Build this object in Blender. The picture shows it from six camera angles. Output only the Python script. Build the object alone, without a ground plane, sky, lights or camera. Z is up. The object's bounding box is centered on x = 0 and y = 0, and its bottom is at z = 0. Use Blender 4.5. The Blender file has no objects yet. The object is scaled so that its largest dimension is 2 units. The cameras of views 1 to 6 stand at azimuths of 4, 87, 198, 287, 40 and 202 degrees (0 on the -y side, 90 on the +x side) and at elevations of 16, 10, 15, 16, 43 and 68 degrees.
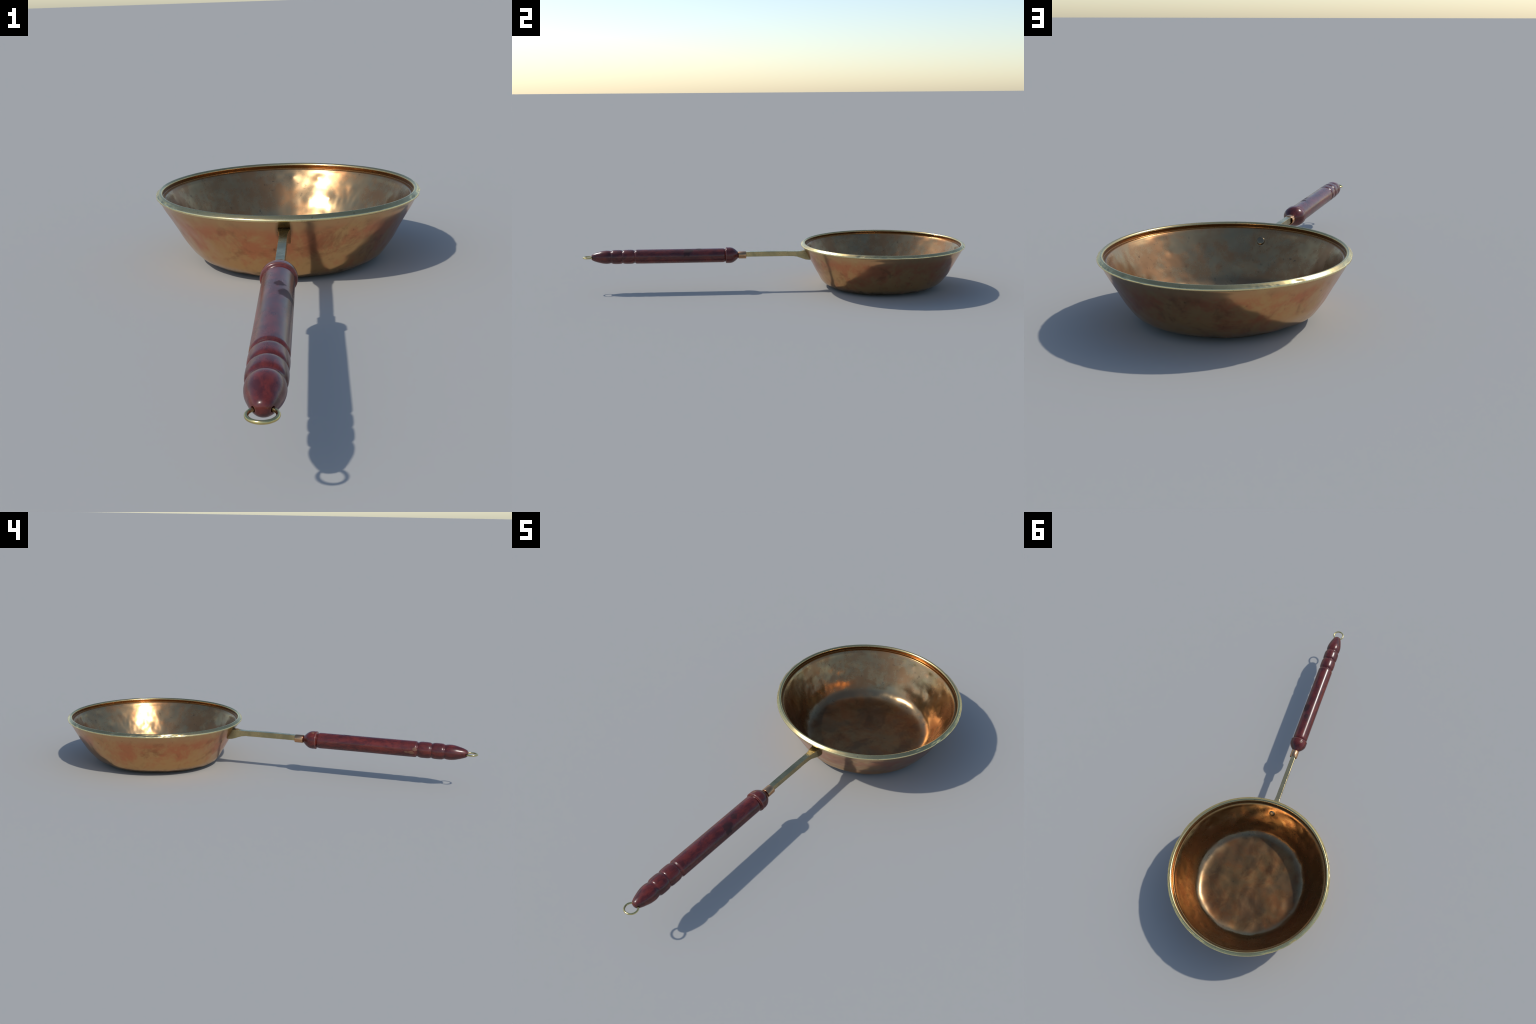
"""Old hammered copper frying pan: lathe-turned bowl with a rolled brass rim,
brass shank riveted to the wall, copper ferrule, turned red-lacquered wooden grip
and a hanging ring.  Everything is built from profiles and rules."""
import bpy, bmesh, math
from mathutils import Vector, noise

TAU = 2 * math.pi
CY = 0.570            # y of the bowl axis
HZ = 0.1742           # height of the handle axis


# ------------------------------------------------------------------ helpers
def fbm(p, octaves=3):
    v, a, s = 0.0, 1.0, 0.0
    for _ in range(octaves):
        v += a * noise.noise(p)
        s += a
        a *= 0.5
        p = p * 2.03 + Vector((3.1, 7.7, 1.3))
    return v / s


def smooth(a, b, x):
    t = max(0.0, min(1.0, (x - a) / (b - a)))
    return t * t * (3 - 2 * t)


def spline(pts, step):
    """Centripetal-ish Catmull-Rom through profile control points, resampled."""
    P = [Vector(p) for p in pts]
    out = []
    for i in range(len(P) - 1):
        p1, p2 = P[i], P[i + 1]
        p0 = P[i - 1] if i else p1 * 2 - p2
        p3 = P[i + 2] if i + 2 < len(P) else p2 * 2 - p1
        d1 = max((p1 - p0).length, 1e-6)
        d2 = max((p2 - p1).length, 1e-6)
        d3 = max((p3 - p2).length, 1e-6)
        m1 = ((p2 - p0) / (d1 + d2)) * d2
        m2 = ((p3 - p1) / (d2 + d3)) * d2
        n = max(1, int(math.ceil(d2 / step)))
        for k in range(n):
            t = k / n
            out.append((2*t**3 - 3*t**2 + 1) * p1 + (t**3 - 2*t**2 + t) * m1
                       + (-2*t**3 + 3*t**2) * p2 + (t**3 - t**2) * m2)
    out.append(P[-1])
    return [(q.x, q.y) for q in out]


def add_object(name, bm, mats, parent, smooth_angle=None):
    bmesh.ops.recalc_face_normals(bm, faces=bm.faces)
    me = bpy.data.meshes.new(name)
    for f in bm.faces:
        f.smooth = True
    if smooth_angle:
        for e in bm.edges:
            if len(e.link_faces) == 2 and e.calc_face_angle(0) > smooth_angle:
                e.smooth = False
    bm.to_mesh(me)
    bm.free()
    ob = bpy.data.objects.new(name, me)
    bpy.context.collection.objects.link(ob)
    for m in mats:
        me.materials.append(m)
    ob.parent = parent
    return ob


def lathe_z(profile, segs, shape, closed=False):
    """Revolve (r, z) points round the bowl axis; shape(r, z, ang, i) moves them."""
    bm = bmesh.new()
    rings = []
    for i, (r, z) in enumerate(profile):
        if r < 1e-6:
            rings.append([bm.verts.new(shape(0.0, z, 0.0, i))])
            continue
        rings.append([bm.verts.new(shape(r, z, TAU * k / segs, i)) for k in range(segs)])
    n = len(rings)
    for i in range(n if closed else n - 1):
        a, b = rings[i], rings[(i + 1) % n]
        for k in range(segs):
            k2 = (k + 1) % segs
            if len(a) == 1:
                bm.faces.new((a[0], b[k], b[k2]))
            elif len(b) == 1:
                bm.faces.new((a[k], b[0], a[k2]))
            else:
                bm.faces.new((a[k], b[k], b[k2], a[k2]))
    return bm


OVAL = 1.085          # grip and ferrule are a little wider than tall


def axis_x(y):
    """sideways drift of the handle axis towards its tip"""
    return 0.0010 + 0.0018 * max(0.0, -0.15 - y) / 0.8


def lathe_y(profile, segs, z0=HZ, closed=False, shape=None):
    """Revolve (y, r) points round the handle axis."""
    bm = bmesh.new()
    rings = []
    for y, r in profile:
        if r < 1e-6:
            rings.append([bm.verts.new((axis_x(y), y, z0))])
            continue
        ring = []
        for k in range(segs):
            a = TAU * k / segs
            rr = r if shape is None else r * shape(y, a)
            ring.append(bm.verts.new((axis_x(y) + rr * OVAL * math.sin(a), y, z0 + rr * math.cos(a))))
        rings.append(ring)
    n = len(rings)
    for i in range(n if closed else n - 1):
        a, b = rings[i], rings[(i + 1) % n]
        for k in range(segs):
            k2 = (k + 1) % segs
            if len(a) == 1:
                bm.faces.new((a[0], b[k], b[k2]))
            elif len(b) == 1:
                bm.faces.new((a[k], b[0], a[k2]))
            else:
                bm.faces.new((a[k], b[k], b[k2], a[k2]))
    return bm


def torus(bm, cx, cy, cz, R, r, nu, nv, wob=0.0):
    rings = []
    for i in range(nu):
        u = TAU * i / nu
        ring = []
        for j in range(nv):
            v = TAU * j / nv
            rr = r * (1 + wob * noise.noise(Vector((3 * math.cos(u), 3 * math.sin(u), 5.0))))
            ring.append(bm.verts.new((cx + (R + rr * math.cos(v)) * math.cos(u),
                                      cy + (R + rr * math.cos(v)) * math.sin(u),
                                      cz + rr * math.sin(v))))
        rings.append(ring)
    for i in range(nu):
        for j in range(nv):
            bm.faces.new((rings[i][j], rings[(i+1) % nu][j],
                          rings[(i+1) % nu][(j+1) % nv], rings[i][(j+1) % nv]))


# ---------------------------------------------------------------- materials
class Mat:
    def __init__(self, name):
        self.m = bpy.data.materials.new(name)
        self.m.use_nodes = True
        self.t = self.m.node_tree
        self.t.nodes.clear()
        self.out = self.n('ShaderNodeOutputMaterial')
        self.b = self.n('ShaderNodeBsdfPrincipled')
        self.l(self.b.outputs[0], self.out.inputs[0])
        self.obj = self.n('ShaderNodeTexCoord').outputs['Object']
        self.xyz = self.n('ShaderNodeSeparateXYZ')
        self.l(self.obj, self.xyz.inputs[0])
        self.x, self.y, self.z = self.xyz.outputs

    def n(self, kind):
        return self.t.nodes.new(kind)

    def l(self, a, b):
        self.t.links.new(a, b)

    def _set(self, sock, v):
        if hasattr(v, 'is_output'):
            self.l(v, sock)
        else:
            sock.default_value = v

    def math(self, op, a, b=0.0, clamp=False):
        n = self.n('ShaderNodeMath')
        n.operation = op
        n.use_clamp = clamp
        self._set(n.inputs[0], a)
        self._set(n.inputs[1], b)
        return n.outputs[0]

    def noise(self, scale, detail=4.0, rough=0.55, distortion=0.0, stretch=None, offset=(0, 0, 0)):
        mp = self.n('ShaderNodeMapping')
        self.l(self.obj, mp.inputs[0])
        mp.inputs['Location'].default_value = offset
        if stretch:
            mp.inputs['Scale'].default_value = stretch
        n = self.n('ShaderNodeTexNoise')
        self.l(mp.outputs[0], n.inputs['Vector'])
        n.inputs['Scale'].default_value = scale
        n.inputs['Detail'].default_value = detail
        n.inputs['Roughness'].default_value = rough
        n.inputs['Distortion'].default_value = distortion
        return n.outputs[0]

    def ramp(self, v, lo, hi, a=0.0, b=1.0):
        n = self.n('ShaderNodeMapRange')
        n.interpolation_type = 'SMOOTHSTEP'
        self._set(n.inputs[0], v)
        for i, q in enumerate((lo, hi, a, b)):
            self._set(n.inputs[i + 1], q)
        return n.outputs[0]

    def mix(self, f, a, b):
        n = self.n('ShaderNodeMix')
        n.data_type = 'RGBA'
        self._set(n.inputs[0], f)
        for s, v in ((n.inputs[6], a), (n.inputs[7], b)):
            if hasattr(v, 'is_output'):
                self.l(v, s)
            else:
                s.default_value = (*v, 1.0)
        return n.outputs[2]

    def mul(self, a, b):
        return self.math('MULTIPLY', a, b)

    def dist(self, p, scale=(1, 1, 1)):
        """distance from object-space point p, axes weighted by scale"""
        acc = None
        for s, c, k in zip((self.x, self.y, self.z), p, scale):
            d = self.mul(self.math('SUBTRACT', s, c), k)
            d = self.mul(d, d)
            acc = d if acc is None else self.math('ADD', acc, d)
        return self.math('SQRT', acc)

    def bump(self, h, strength, distance, prev=None):
        n = self.n('ShaderNodeBump')
        n.inputs['Strength'].default_value = strength
        n.inputs['Distance'].default_value = distance
        self._set(n.inputs['Height'], h)
        if prev is not None:
            self.l(prev, n.inputs['Normal'])
        return n.outputs[0]

    def finish(self, color, rough, metallic, normal=None):
        self._set(self.b.inputs['Metallic'], metallic)
        if hasattr(color, 'is_output'):
            self.l(color, self.b.inputs['Base Color'])
        else:
            self.b.inputs['Base Color'].default_value = (*color, 1)
        self._set(self.b.inputs['Roughness'], rough)
        if normal is not None:
            self.l(normal, self.b.inputs['Normal'])
        return self.m


OCHRE = (0.575, 0.345, 0.155)
RED = (0.57, 0.228, 0.112)
BRASS = (0.66, 0.52, 0.27)


def mat_outer():
    m = Mat('copper_outer_wall')
    n1 = m.noise(8.0, 6, 0.66, 0.5)
    n2 = m.noise(20.0, 6, 0.68, 0.3, offset=(3, 1, 2))
    patch = m.math('ADD', m.mul(n1, 0.6), m.mul(n2, 0.4))
    # redder high up, ochre low down
    hi = m.ramp(m.z, 0.02, 0.17, -0.10, 0.04)
    col = m.mix(m.ramp(m.math('ADD', patch, hi), 0.41, 0.60), OCHRE, RED)
    smudge = m.ramp(m.noise(11.0, 5, 0.7, 0.4, offset=(4, 8, 6)), 0.50, 0.70)
    col = m.mix(m.mul(smudge, 0.55), col, (0.30, 0.130, 0.066))
    # brassy band below the rim
    band = m.ramp(m.math('ADD', m.z, m.mul(m.math('SUBTRACT', n1, 0.5), 0.05)), 0.165, 0.212)
    col = m.mix(m.mul(band, 0.6), col, (0.56, 0.40, 0.20))
    # dark specks and smudges
    sp = m.noise(55.0, 5, 0.6, offset=(9, 2, 5))
    spm = m.noise(10.0, 3, 0.5, offset=(5, 5, 1))
    specks = m.mul(m.ramp(sp, 0.62, 0.72), m.ramp(spm, 0.5, 0.62))
    col = m.mix(m.mul(specks, 0.6), col, (0.12, 0.06, 0.035))
    # sooty edge at the foot and greenish dirt with painted shade round the shank
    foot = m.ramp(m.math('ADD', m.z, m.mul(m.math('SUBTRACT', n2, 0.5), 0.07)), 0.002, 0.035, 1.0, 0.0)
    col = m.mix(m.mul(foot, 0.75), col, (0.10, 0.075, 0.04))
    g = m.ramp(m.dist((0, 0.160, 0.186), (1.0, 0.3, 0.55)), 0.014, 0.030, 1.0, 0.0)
    col = m.mix(m.mul(g, 0.80), col, (0.050, 0.055, 0.040))
    rough = m.ramp(n2, 0.3, 0.7, 0.15, 0.24)
    rough = m.math('ADD', rough, m.mul(foot, 0.25))
    h = m.noise(45.0, 4, 0.6)
    nrm = m.bump(m.noise(13.0, 2, 0.4), 0.30, 0.004)
    nrm = m.bump(h, 0.05, 0.001, nrm)
    return m.finish(col, rough, 1.0, nrm)


def mat_inner():
    m = Mat('copper_inner_wall')
    n1 = m.noise(6.0, 6, 0.62, 0.5, offset=(1, 4, 2))
    n2 = m.noise(21.0, 6, 0.65, 0.2, offset=(6, 1, 7))
    patch = m.math('ADD', m.mul(n1, 0.6), m.mul(n2, 0.4))
    col = m.mix(m.ramp(patch, 0.40, 0.58), (0.45, 0.280, 0.130), (0.38, 0.190, 0.082))
    grey = m.ramp(m.noise(5.0, 5, 0.6, offset=(8, 3, 3)), 0.48, 0.60)
    col = m.mix(m.mul(grey, 0.55), col, (0.33, 0.255, 0.140))
    # the floor is browner and duller
    floor = m.ramp(m.z, 0.012, 0.024, 1.0, 0.0)
    fcol = m.mix(m.ramp(patch, 0.40, 0.62), (0.205, 0.114, 0.045), (0.158, 0.067, 0.027))
    fcol = m.mix(m.mul(grey, 0.5), fcol, (0.100, 0.064, 0.036))
    scorch = m.ramp(m.noise(9.0, 6, 0.68, 0.8, stretch=(1.0, 0.7, 1.0), offset=(3, 9, 1)), 0.47, 0.62)
    fcol = m.mix(m.mul(scorch, 0.6), fcol, (0.085, 0.040, 0.020))
    col = m.mix(m.mul(floor, 0.9), col, fcol)
    # grey sky reflection painted into the colour in the corner between floor and wall
    ring = m.mul(m.ramp(m.z, 0.013, 0.02), m.ramp(m.z, 0.028, 0.06, 1.0, 0.0))
    col = m.mix(m.mul(ring, 0.6), col, (0.21, 0.155, 0.088))
    sp = m.noise(60.0, 5, 0.6, offset=(9, 2, 5))
    spm = m.noise(11.0, 3, 0.5, offset=(2, 5, 1))
    specks = m.mul(m.ramp(sp, 0.58, 0.70), m.ramp(spm, 0.5, 0.62))
    col = m.mix(m.mul(specks, 0.6), col, (0.10, 0.06, 0.04))
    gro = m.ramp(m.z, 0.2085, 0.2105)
    col = m.mix(m.mul(gro, 0.85), col, (0.30, 0.14, 0.045))  # dark orange interreflection of the groove painted into its colour
    rough = m.ramp(m.math('ADD', m.mul(n1, 0.6), m.mul(n2, 0.4)), 0.36, 0.62, 0.19, 0.32)
    rough = m.math('ADD', rough, m.mul(floor, 0.18))
    nrm = m.bump(m.noise(14.0, 2, 0.5, offset=(4, 4, 4)), 0.20, 0.005)
    calm = m.ramp(m.z, 0.195, 0.208, 1.0, 0.0)
    nrm = m.bump(m.mul(m.noise(36.0, 1, 0.5), calm), 0.05, 0.001, nrm)
    return m.finish(col, rough, 1.0, nrm)


def mat_brass(name, base=BRASS, lo=0.24, hi=0.36, grime_shade=None, relief=1.0):
    m = Mat(name)
    n1 = m.noise(12.0, 5, 0.6, 0.3)
    n2 = m.noise(45.0, 5, 0.6, offset=(1, 2, 3))
    dark = tuple(c * f for c, f in zip(base, (0.70, 0.74, 0.78)))
    col = m.mix(m.ramp(n1, 0.38, 0.62), base, dark)
    specks = m.ramp(n2, 0.64, 0.74)
    col = m.mix(m.mul(specks, 0.5), col, (0.16, 0.11, 0.05))
    if grime_shade:
        g = m.ramp(m.dist(*grime_shade), 0.018, 0.05, 1.0, 0.0)
        col = m.mix(m.mul(g, 0.62), col, (0.16, 0.125, 0.06))  # dirt and contact shade painted in where the bar meets the bowl
    nrm = m.bump(n2, 0.2 * relief, 0.001)
    nrm = m.bump(n1, 0.3 * relief, 0.003, nrm)
    return m.finish(col, m.ramp(n1, 0.3, 0.7, lo, hi), 1.0, nrm)


def mat_rim():
    """dull olive brass on top, horizon reflection painted bright along the outer lip with a ragged border"""
    m = Mat('brass_rim')
    n1 = m.noise(9.0, 5, 0.6, 0.3)
    n2 = m.noise(40.0, 5, 0.6, offset=(1, 2, 3))
    col = m.mix(m.ramp(n1, 0.38, 0.62), (0.60, 0.47, 0.215), (0.50, 0.39, 0.185))
    n3 = m.noise(26.0, 4, 0.6, offset=(7, 7, 0))
    gate = m.ramp(m.noise(4.2, 2, 0.4, offset=(2, 6, 1)), 0.48, 0.62, 0.0010, 0.0110)
    edge_h = m.math('ADD', m.z, m.mul(m.math('SUBTRACT', n3, 0.5), gate))
    lip = m.ramp(edge_h, 0.2224, 0.2234, 1.0, 0.0)
    dx = m.mul(m.x, m.x)
    dy = m.math('SUBTRACT', m.y, CY)
    rad = m.math('SQRT', m.math('ADD', dx, m.mul(dy, dy)))
    lip = m.mul(lip, m.ramp(rad, 0.418, 0.423))
    col = m.mix(m.mul(lip, 0.9), col, (0.82, 0.66, 0.34))  # bright horizon reflection put into the lip's colour
    specks = m.ramp(m.noise(60.0, 4, 0.6), 0.64, 0.74)
    col = m.mix(m.mul(specks, 0.5), col, (0.16, 0.12, 0.06))
    inside = m.ramp(rad, 0.4095, 0.4120, 1.0, 0.0)
    col = m.mix(m.mul(inside, 0.5), col, (0.50, 0.36, 0.17))
    nrm = m.bump(m.mul(n2, m.ramp(rad, 0.412, 0.416)), 0.1, 0.001)
    nrm = m.bump(lip, 0.4, 0.0006, nrm)
    return m.finish(col, m.ramp(n1, 0.3, 0.7, 0.23, 0.31), 1.0, nrm)


def mat_grip():
    m = Mat('red_lacquered_wood')
    grain = m.noise(46.0, 6, 0.72, 0.3, stretch=(1.0, 0.45, 1.0))
    blot = m.noise(14.0, 5, 0.6, 0.2, stretch=(1.0, 0.45, 1.0), offset=(2, 2, 2))
    col = m.mix(m.ramp(grain, 0.36, 0.66), (0.064, 0.0105, 0.0095), (0.150, 0.022, 0.014))
    col = m.mix(m.mul(m.ramp(blot, 0.45, 0.66), 0.45), col, (0.055, 0.011, 0.012))
    # burnt stains on the upper side near the collar
    wob = m.mul(m.math('SUBTRACT', m.noise(45.0, 4, 0.6), 0.5), 0.022)
    stain = None
    for p, rad in (((0.024, -0.452, 0.203), 0.021), ((0.010, -0.398, 0.210), 0.015),
                   ((0.036, -0.460, 0.190), 0.015)):
        d = m.math('ADD', m.dist(p, (1, 0.75, 1)), wob)
        s = m.ramp(d, rad * 0.72, rad * 1.08, 1.0, 0.0)
        stain = s if stain is None else m.math('MAXIMUM', stain, s)
    col = m.mix(m.mul(stain, 0.60), col, (0.016, 0.012, 0.014))
    m.l(m.ramp(stain, 0.0, 1.0, 0.5, 0.3), m.b.inputs['Specular IOR Level'])
    # lacquer chipped off down to pale wood
    chip = None
    wob2 = m.mul(m.math('SUBTRACT', m.noise(60.0, 4, 0.65, offset=(4, 0, 1)), 0.5), 0.026)
    for p, rad, sc in (((-0.0365, -0.700, 0.168), 0.0075, (1, 0.35, 1)),
                       ((-0.034, -0.718, 0.180), 0.007, (1, 0.7, 0.8)),
                       ((-0.014, -0.240, 0.212), 0.007, (0.8, 1, 1))):
        d = m.math('ADD', m.dist(p, sc), wob2)
        s = m.ramp(d, rad * 0.8, rad, 1.0, 0.0)
        chip = s if chip is None else m.math('MAXIMUM', chip, s)
    col = m.mix(m.mul(chip, 0.6), col, (0.21, 0.105, 0.05))
    # rubbed edges of the turned beads
    geo = m.n('ShaderNodeNewGeometry')
    edge = m.ramp(geo.outputs['Pointiness'], 0.515, 0.56)
    col = m.mix(m.mul(edge, 0.45), col, (0.22, 0.10, 0.075))
    rough = m.ramp(blot, 0.3, 0.7, 0.22, 0.30)
    rough = m.math('ADD', rough, m.mul(m.math('MAXIMUM', stain, chip), 0.25))
    nrm = m.bump(grain, 0.06, 0.001)
    return m.finish(col, rough, 0.0, nrm)


# --------------------------------------------------------------------- bowl
def bowl_warp(r, z, a):
    """slow out-of-true bending shared by wall and rim: old hand-worked sheet"""
    c, s = math.cos(a), math.sin(a)
    low = noise.noise(Vector((1.3 * c + 5.0, 1.3 * s, 0.7)))
    k = smooth(0.1, 0.25, r)
    dr = 0.0022 * low * k * smooth(0.0, 0.1, z)
    dr -= 0.0040 * smooth(0.2, 1.0, math.cos(a - math.radians(18))) * k * smooth(0.03, 0.2, z)
    return dr


OUTER = [(0.0, 0.0015), (0.12, 0.0012), (0.190, 0.0), (0.2253, 0.0008), (0.250, 0.0046), (0.2651, 0.0082),
         (0.2934, 0.020), (0.3134, 0.035), (0.3295, 0.055), (0.3465, 0.080), (0.3695, 0.120), (0.3925, 0.160),
         (0.4150, 0.200), (0.4235, 0.2150), (0.4235, 0.2180)]
INNER = [(0.4086, 0.2240), (0.4092, 0.2200), (0.4100, 0.2150), (0.4102, 0.2118), (0.4096, 0.2106), (0.4080, 0.2104),
         (0.4030, 0.2108), (0.3996, 0.2110), (0.3982, 0.2106), (0.3968, 0.2092), (0.3920, 0.2024), (0.3700, 0.1640),
         (0.3480, 0.1255), (0.3265, 0.0880), (0.3110, 0.0590), (0.2960, 0.0355), (0.2750, 0.0195),
         (0.2500, 0.0125), (0.2100, 0.0112), (0.12, 0.0118), (0.0, 0.0122)]


def build_bowl(parent, m_out, m_in):
    op = spline(OUTER, 0.0045)
    cut = next(i for i, q in enumerate(INNER) if q[1] < 0.205)
    ip = spline(INNER[:cut + 1], 0.0011)[:-1] + spline(INNER[cut:], 0.0045)
    split = len(op)
    prof = op + ip

    def shape(r, z, a, i):
        c, s = math.cos(a), math.sin(a)
        p = Vector((r * c, r * s, z))
        outer = i < split
        # normal of the profile
        j0, j1 = max(i - 1, 0), min(i + 1, len(prof) - 1)
        tr, tz = prof[j1][0] - prof[j0][0], prof[j1][1] - prof[j0][1]
        L = math.hypot(tr, tz) or 1.0
        nr, nz = tz / L, -tr / L
        near_rim = smooth(0.188, 0.206, z)
        if outer:
            d = 0.0026 * fbm(p * 7.0 + Vector((1, 1, 1)), 2) + 0.0018 * fbm(p * 13.0, 2)
            # crumpled foot edge
            foot = smooth(0.003, 0.012, z) * (1 - smooth(0.02, 0.05, z))
            d += foot * 0.0035 * fbm(p * 15.0 + Vector((7, 0, 0)), 2)
            # a knocked-in stretch of the foot (behind, on the -x side)
            dent = math.cos(a - math.radians(118))
            d -= 0.006 * smooth(0.45, 1.0, dent) * smooth(0.001, 0.012, z) * (1 - smooth(0.03, 0.09, z))
            # and a bulge of the foot below the handle
            bulge = math.cos(a - math.radians(-72))
            d += 0.0075 * smooth(0.2, 1.0, bulge) * (1 - smooth(0.02, 0.075, z))
            d *= smooth(0.19, 0.24, r) * (1 - near_rim)
        else:
            fl = 1 - smooth(0.012, 0.03, z)
            d = 0.0022 * fbm(p * 8.0 + Vector((4, 2, 9)), 2) + 0.0027 * fbm(p * 12.0 + Vector((2, 8, 1)), 2)
            d = d * (1 - near_rim) * (1 - 0.35 * fl)
            d += 0.0042 * fl * fbm(Vector((p.x * 10.5, p.y * 8.5, 3.0)), 2)
            # planishing ripples on two stretches of the wall
            patch = max(smooth(0.72, 0.95, math.cos(a - math.radians(172))), smooth(0.80, 0.97, math.cos(a - math.radians(42))))
            band = smooth(0.045, 0.075, z) * (1 - smooth(0.13, 0.18, z))
            d += 0.0022 * patch * band * fbm(Vector((p.x * 26, p.y * 26, z * 12)), 2)
            # hammer dimples scattered over the wall
            cell = noise.voronoi(p * 15.0)[0][0]
            gate = smooth(0.05, 0.35, noise.noise(p * 3.3 + Vector((0, 5, 2))))
            d -= 0.0030 * gate * max(0.0, 1 - cell / 0.55) ** 2 * (1 - near_rim) * (1 - fl)
        rr = r + bowl_warp(r, z, a) + nr * d
        zz = z + nz * d
        if outer:
            zz = max(zz, 0.0)
        return (rr * c, CY + rr * s, zz)

    bm = lathe_z(prof, 480, shape)
    bm.faces.ensure_lookup_table()
    per = 480
    inner_from = (split - 1) * per
    for k, f in enumerate(bm.faces):
        f.material_index = 1 if k >= inner_from else 0
    return add_object('bowl', bm, [m_out, m_in], parent)


RIM = [(0.4118, 0.2190), (0.4104, 0.2222), (0.4090, 0.2232), (0.4084, 0.2248), (0.4098, 0.2280), (0.4135, 0.2308),
       (0.4175, 0.2314), (0.4220, 0.2284), (0.4275, 0.2240), (0.4298, 0.2212), (0.4302, 0.2180), (0.4285, 0.2152),
       (0.4245, 0.2132), (0.4210, 0.2120)]


# stretches of the lip that took knocks: (azimuth from the handle side, half width), degrees
BATTERED = [(-72, 34), (78, 22), (112, 12), (137, 9), (158, 12), (222, 18), (302, 12)]


def build_rim(parent, mat):
    prof = spline(RIM, 0.0012) + [(0.4150, 0.2135)]
    n = len(prof)

    def shape(r, z, a, i):
        c, s = math.cos(a), math.sin(a)
        p = Vector((r * c, r * s, z))
        # battered stretches of the outer lip
        gate = 0.0
        for mid, half in BATTERED:
            off = abs((math.degrees(a) + 90 - mid + 180) % 360 - 180)
            gate = max(gate, 1 - smooth(half * 0.4, half, off))
        lip = smooth(0.419, 0.427, r)
        q = Vector((9 * c, 9 * s, z * 45))
        d = -0.0050 * gate * lip * max(0.0, fbm(q, 3) + 0.15) + 0.0003 * fbm(p * 30, 2)
        rr = r + bowl_warp(r, z, a) + d * 0.8
        zz = z + d * 0.8 * smooth(0.2185, 0.2225, z)
        return (rr * c, CY + rr * s, zz)

    bm = lathe_z(prof, 720, shape, closed=True)
    return add_object('rim', bm, [mat], parent)


# -------------------------------------------------------------------- shank
def build_shank(parent, mat):
    """rectangular brass bar that flares into a foot against the sloping wall"""
    # y, half width, bottom z, top z at stations from the ferrule to the bowl
    st = [(-0.175, 0.0115, 0.1655, 0.1900), (-0.150, 0.0117, 0.1656, 0.1904), (-0.110, 0.0118, 0.1657, 0.1911),
          (-0.060, 0.0119, 0.1657, 0.1915), (0.000, 0.0120, 0.1655, 0.1916), (0.050, 0.0119, 0.1653, 0.1912),
          (0.095, 0.0120, 0.1648, 0.1902), (0.115, 0.0126, 0.1625, 0.1900), (0.133, 0.0140, 0.1570, 0.1905),
          (0.150, 0.0160, 0.1505, 0.1918), (0.165, 0.0174, 0.1460, 0.1924), (0.178, 0.0180, 0.1448, 0.1926),
          (0.190, 0.0182, 0.1446, 0.1926)]

    def interp(y):
        for a, b in zip(st, st[1:]):
            if a[0] <= y <= b[0]:
                t = (y - a[0]) / (b[0] - a[0])
                t = t * t * (3 - 2 * t) * 0.5 + t * 0.5
                return [a[k] + (b[k] - a[k]) * t for k in (1, 2, 3)]
        return list(st[-1][1:])

    bm = bmesh.new()
    rings = []
    ny = 120
    for i in range(ny + 1):
        y = -0.175 + 0.365 * i / ny
        w, zb, zt = interp(y)
        ring = []
        ch = 0.0012
        corner = [(-w, zb), (w, zb), (w, zt), (-w, zt)]
        for k, (x, z) in enumerate(corner):
            sx, sz = (1 if x > 0 else -1), (1 if z == zt else -1)
            pair = [(x - sx * ch, z), (x, z - sz * ch)]
            if k in (0, 2):
                pair.reverse()
            mid = (x - sx * ch * 0.3, z - sz * ch * 0.3)
            ring += [pair[0], mid, pair[1]]
        vs = []
        for x, z in ring:
            # nicked edges, slightly uneven faces; the end follows the slope of the bowl wall
            p = Vector((x, y, z))
            nick = max(0.0, noise.noise(Vector((x * 30, y * 55, z * 30))) - 0.30) * 0.0016
            x2 = x * (1 - nick / w) + 0.00012 * noise.noise(p * 25)
            z2 = z - nick * (1 if z > 0.178 else -1) + 0.00012 * noise.noise(p * 25 + Vector((5, 5, 5)))
            rw = 0.4235 - (0.215 - z2) * 0.575          # bowl outer radius at this height
            yw = CY - math.sqrt(max(rw * rw - x2 * x2, 0.0)) + 0.004
            t = smooth(0.10, 0.19, y)
            vs.append(bm.verts.new((x2, y * (1 - t) + (yw - (0.19 - y)) * t, z2)))
        rings.append(vs)
    m = len(rings[0])
    for a, b in zip(rings, rings[1:]):
        for k in range(m):
            bm.faces.new((a[k], a[(k+1) % m], b[(k+1) % m], b[k]))
    bm.faces.new(rings[0])
    bm.faces.new(rings[-1])
    return add_object('shank', bm, [mat], parent, math.radians(14))


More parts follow.
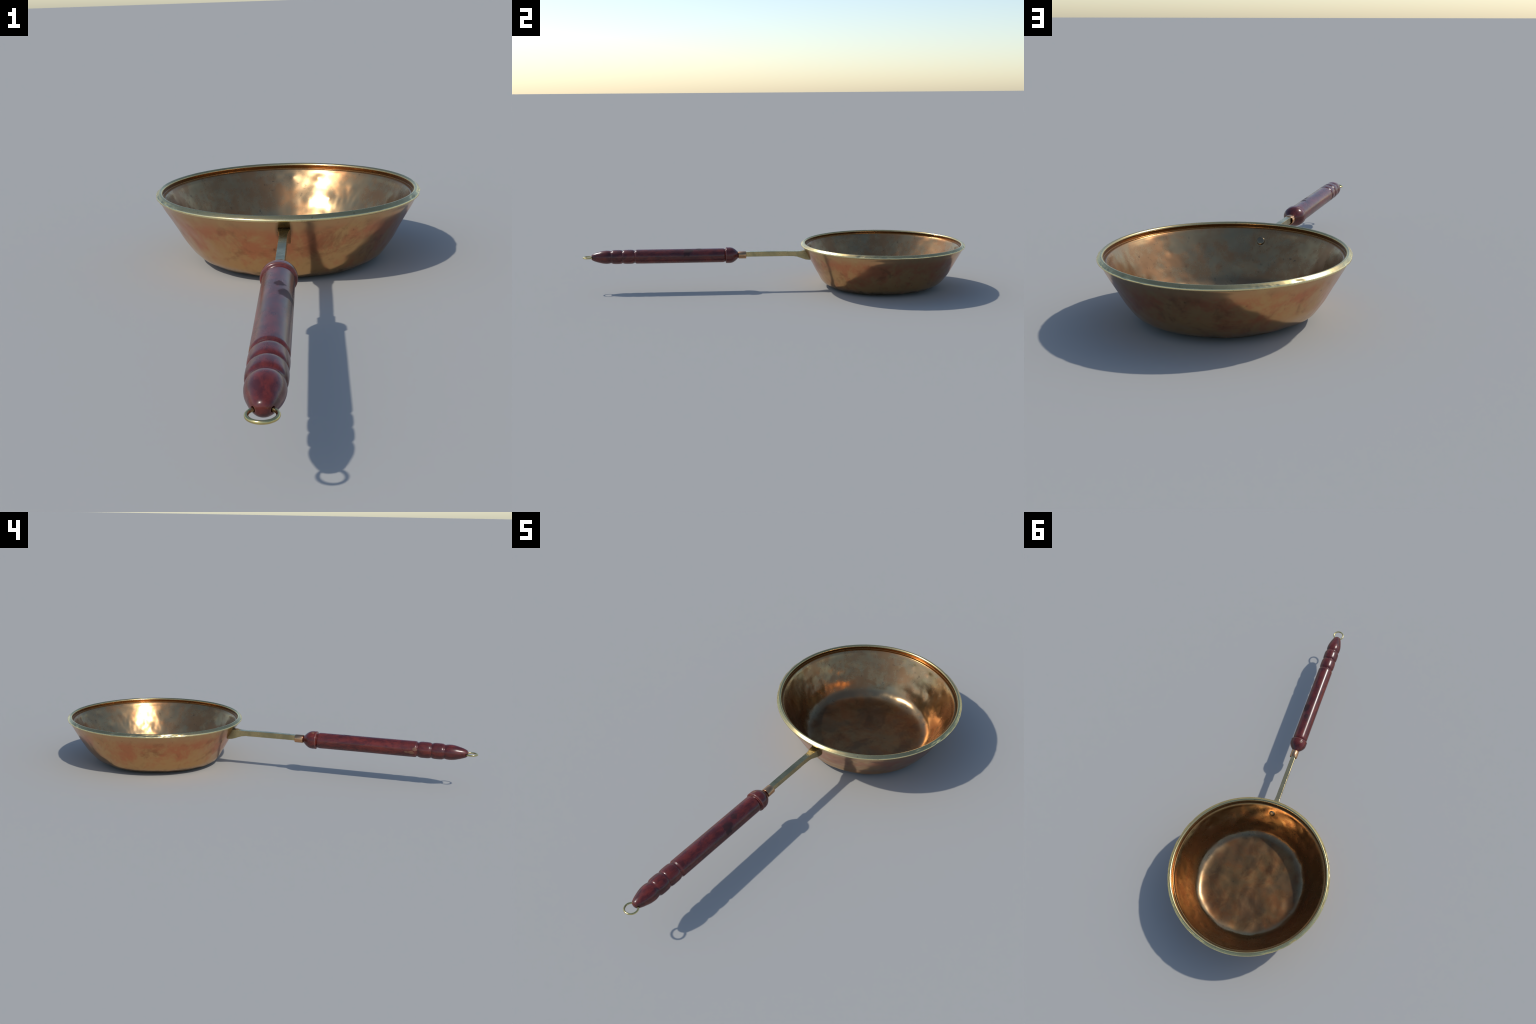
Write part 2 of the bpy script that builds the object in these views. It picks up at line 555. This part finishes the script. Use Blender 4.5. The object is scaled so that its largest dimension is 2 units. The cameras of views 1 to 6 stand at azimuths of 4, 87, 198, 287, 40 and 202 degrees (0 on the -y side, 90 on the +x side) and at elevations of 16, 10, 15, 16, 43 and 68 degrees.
def build_rivet(parent, mat):
    """domed rivet head on the inside of the wall"""
    prof = [(0.0, 0.0068), (0.007, 0.0066), (0.0120, 0.0058), (0.0150, 0.0038), (0.0156, 0.0014), (0.0148, -0.003),
            (0.0, -0.003)]
    pr = spline(prof[:5], 0.001) + prof[5:]
    bm = bmesh.new()
    segs = 40
    rings = []
    zc = 0.1695
    slope = 0.575
    rw = 0.3972 - (0.210 - zc) * slope
    nrm = Vector((0, 1, slope)).normalized()
    tan = Vector((0, -slope, 1)).normalized()
    side = Vector((1, 0, 0))
    org = Vector((0.002, CY - rw, zc))
    for r, h in pr:
        if r < 1e-6:
            rings.append([bm.verts.new(org + nrm * h)])
        else:
            rings.append([bm.verts.new(org + nrm * h + (side * math.cos(TAU*k/segs) + tan * math.sin(TAU*k/segs))
                                       * r * (1 + 0.04 * noise.noise(Vector((math.cos(TAU*k/segs) * 1.5, math.sin(TAU*k/segs) * 1.5, 3)))))
                          for k in range(segs)])
    for a, b in zip(rings, rings[1:]):
        for k in range(segs):
            k2 = (k + 1) % segs
            if len(a) == 1:
                bm.faces.new((a[0], b[k], b[k2]))
            elif len(b) == 1:
                bm.faces.new((a[k], b[0], a[k2]))
            else:
                bm.faces.new((a[k], b[k], b[k2], a[k2]))
    return add_object('rivet', bm, [mat], parent)


def build_ferrule(parent, mat):
    """short open copper tube round the shank"""
    y0, y1, r, ri, c = -0.1900, -0.1500, 0.0192, 0.0160, 0.0012
    prof = [(y0, ri), (y0, r - c), (y0 + c * 0.4, r - c * 0.3), (y0 + c, r), (y1 - c, r), (y1 - c * 0.4, r - c * 0.3),
            (y1, r - c), (y1, ri + c * 0.5), (y1 - c, ri)]
    bm = lathe_y(prof, 64, closed=True,
                 shape=lambda y, a: 1 + 0.010 * noise.noise(Vector((math.cos(a) * 2, math.sin(a) * 2, y * 20))))
    return add_object('ferrule', bm, [mat], parent, math.radians(40))


# --------------------------------------------------------------------- grip
GRIP = [(-0.9568, 0.0), (-0.9564, 0.0055), (-0.9545, 0.0108), (-0.9510, 0.0150), (-0.9450, 0.0186), (-0.9320, 0.0238),
        (-0.9150, 0.0287), (-0.9000, 0.0325), (-0.8850, 0.0346), (-0.8720, 0.0350), (-0.8610, 0.0337),
        (-0.8550, 0.0322), (-0.8520, 0.0318), (-0.8490, 0.0330), (-0.8450, 0.0352), (-0.8380, 0.0366),
        (-0.8220, 0.0371), (-0.8060, 0.0366), (-0.7985, 0.0350), (-0.7945, 0.0326), (-0.7915, 0.0330),
        (-0.7880, 0.0352), (-0.7800, 0.0368), (-0.7620, 0.0373), (-0.7460, 0.0369), (-0.7370, 0.0350),
        (-0.7320, 0.0322), (-0.7290, 0.0320), (-0.7268, 0.0334), (-0.7248, 0.0356), (-0.7215, 0.0367),
        (-0.7150, 0.0370), (-0.6000, 0.0370), (-0.4500, 0.0369), (-0.3000, 0.0368), (-0.2720, 0.0367),
        (-0.2660, 0.0356), (-0.2625, 0.0338), (-0.2605, 0.0330), (-0.2588, 0.0342), (-0.2578, 0.0372),
        (-0.2566, 0.0404), (-0.2545, 0.0420), (-0.2515, 0.0423), (-0.2492, 0.0416), (-0.2475, 0.0416),
        (-0.2400, 0.0418), (-0.2320, 0.0413), (-0.2240, 0.0396), (-0.2150, 0.0354), (-0.2060, 0.0290),
        (-0.1980, 0.0215), (-0.1925, 0.0160), (-0.1895, 0.0135), (-0.1830, 0.0125), (-0.1830, 0.0)]


def build_grip(parent, mat):
    prof = spline(GRIP[:-3], 0.004) + GRIP[-2:]
    bm = lathe_y(prof, 96, shape=lambda y, a: 1 + 0.006 * noise.noise(
        Vector((math.cos(a) * 1.4, math.sin(a) * 1.4, y * 6))))
    ob = add_object('grip', bm, [mat], parent)
    # drill the hole the hanging ring passes through
    cb = bmesh.new()
    torus(cb, axis_x(-0.97), -0.9700, HZ - 0.0012, 0.0264, 0.0056, 64, 20)
    cut = add_object('ring_hole_cutter', cb, [mat], parent)
    md = ob.modifiers.new('hole', 'BOOLEAN')
    md.operation = 'DIFFERENCE'
    md.solver = 'EXACT'
    md.object = cut
    bpy.context.view_layer.update()
    dg = bpy.context.evaluated_depsgraph_get()
    me = bpy.data.meshes.new_from_object(ob.evaluated_get(dg))
    ob.modifiers.clear()
    old = ob.data
    ob.data = me
    bpy.data.meshes.remove(old)
    me.name = 'grip'
    cme = cut.data
    bpy.data.objects.remove(cut)
    bpy.data.meshes.remove(cme)
    b2 = bmesh.new()
    b2.from_mesh(me)
    for f in b2.faces:
        f.smooth = True
    for e in b2.edges:
        if len(e.link_faces) == 2 and e.calc_face_angle(0) > math.radians(40):
            e.smooth = False
    b2.to_mesh(me)
    b2.free()
    return ob


def build_ring(parent, mat):
    bm = bmesh.new()
    torus(bm, axis_x(-0.97), -0.9700, HZ - 0.0012, 0.0262, 0.0038, 96, 20, 0.06)
    return add_object('hanging_ring', bm, [mat], parent)


# ----------------------------------------------------------------- assemble
root = bpy.data.objects.new('frying_pan', None)
bpy.context.collection.objects.link(root)
root['label'] = 'old hammered copper frying pan with brass rim and long red wooden handle'
root['category'] = 'frying pan'

brass_rim = mat_rim()
brass_bar = mat_brass('brass_shank', (0.50, 0.40, 0.205), 0.24, 0.34, grime_shade=((0, 0.176, 0.180), (1, 1, 1)), relief=0.0)
brass_ring = mat_brass('brass_ring', (0.78, 0.61, 0.25), 0.16, 0.24)
copper = mat_brass('copper_ferrule', (0.62, 0.335, 0.17), 0.22, 0.32)

build_bowl(root, mat_outer(), mat_inner())
build_rim(root, brass_rim)
build_shank(root, brass_bar)
build_rivet(root, mat_brass('bronze_rivet', (0.36, 0.25, 0.14), 0.25, 0.34))
build_ferrule(root, copper)
build_grip(root, mat_grip())
build_ring(root, brass_ring)
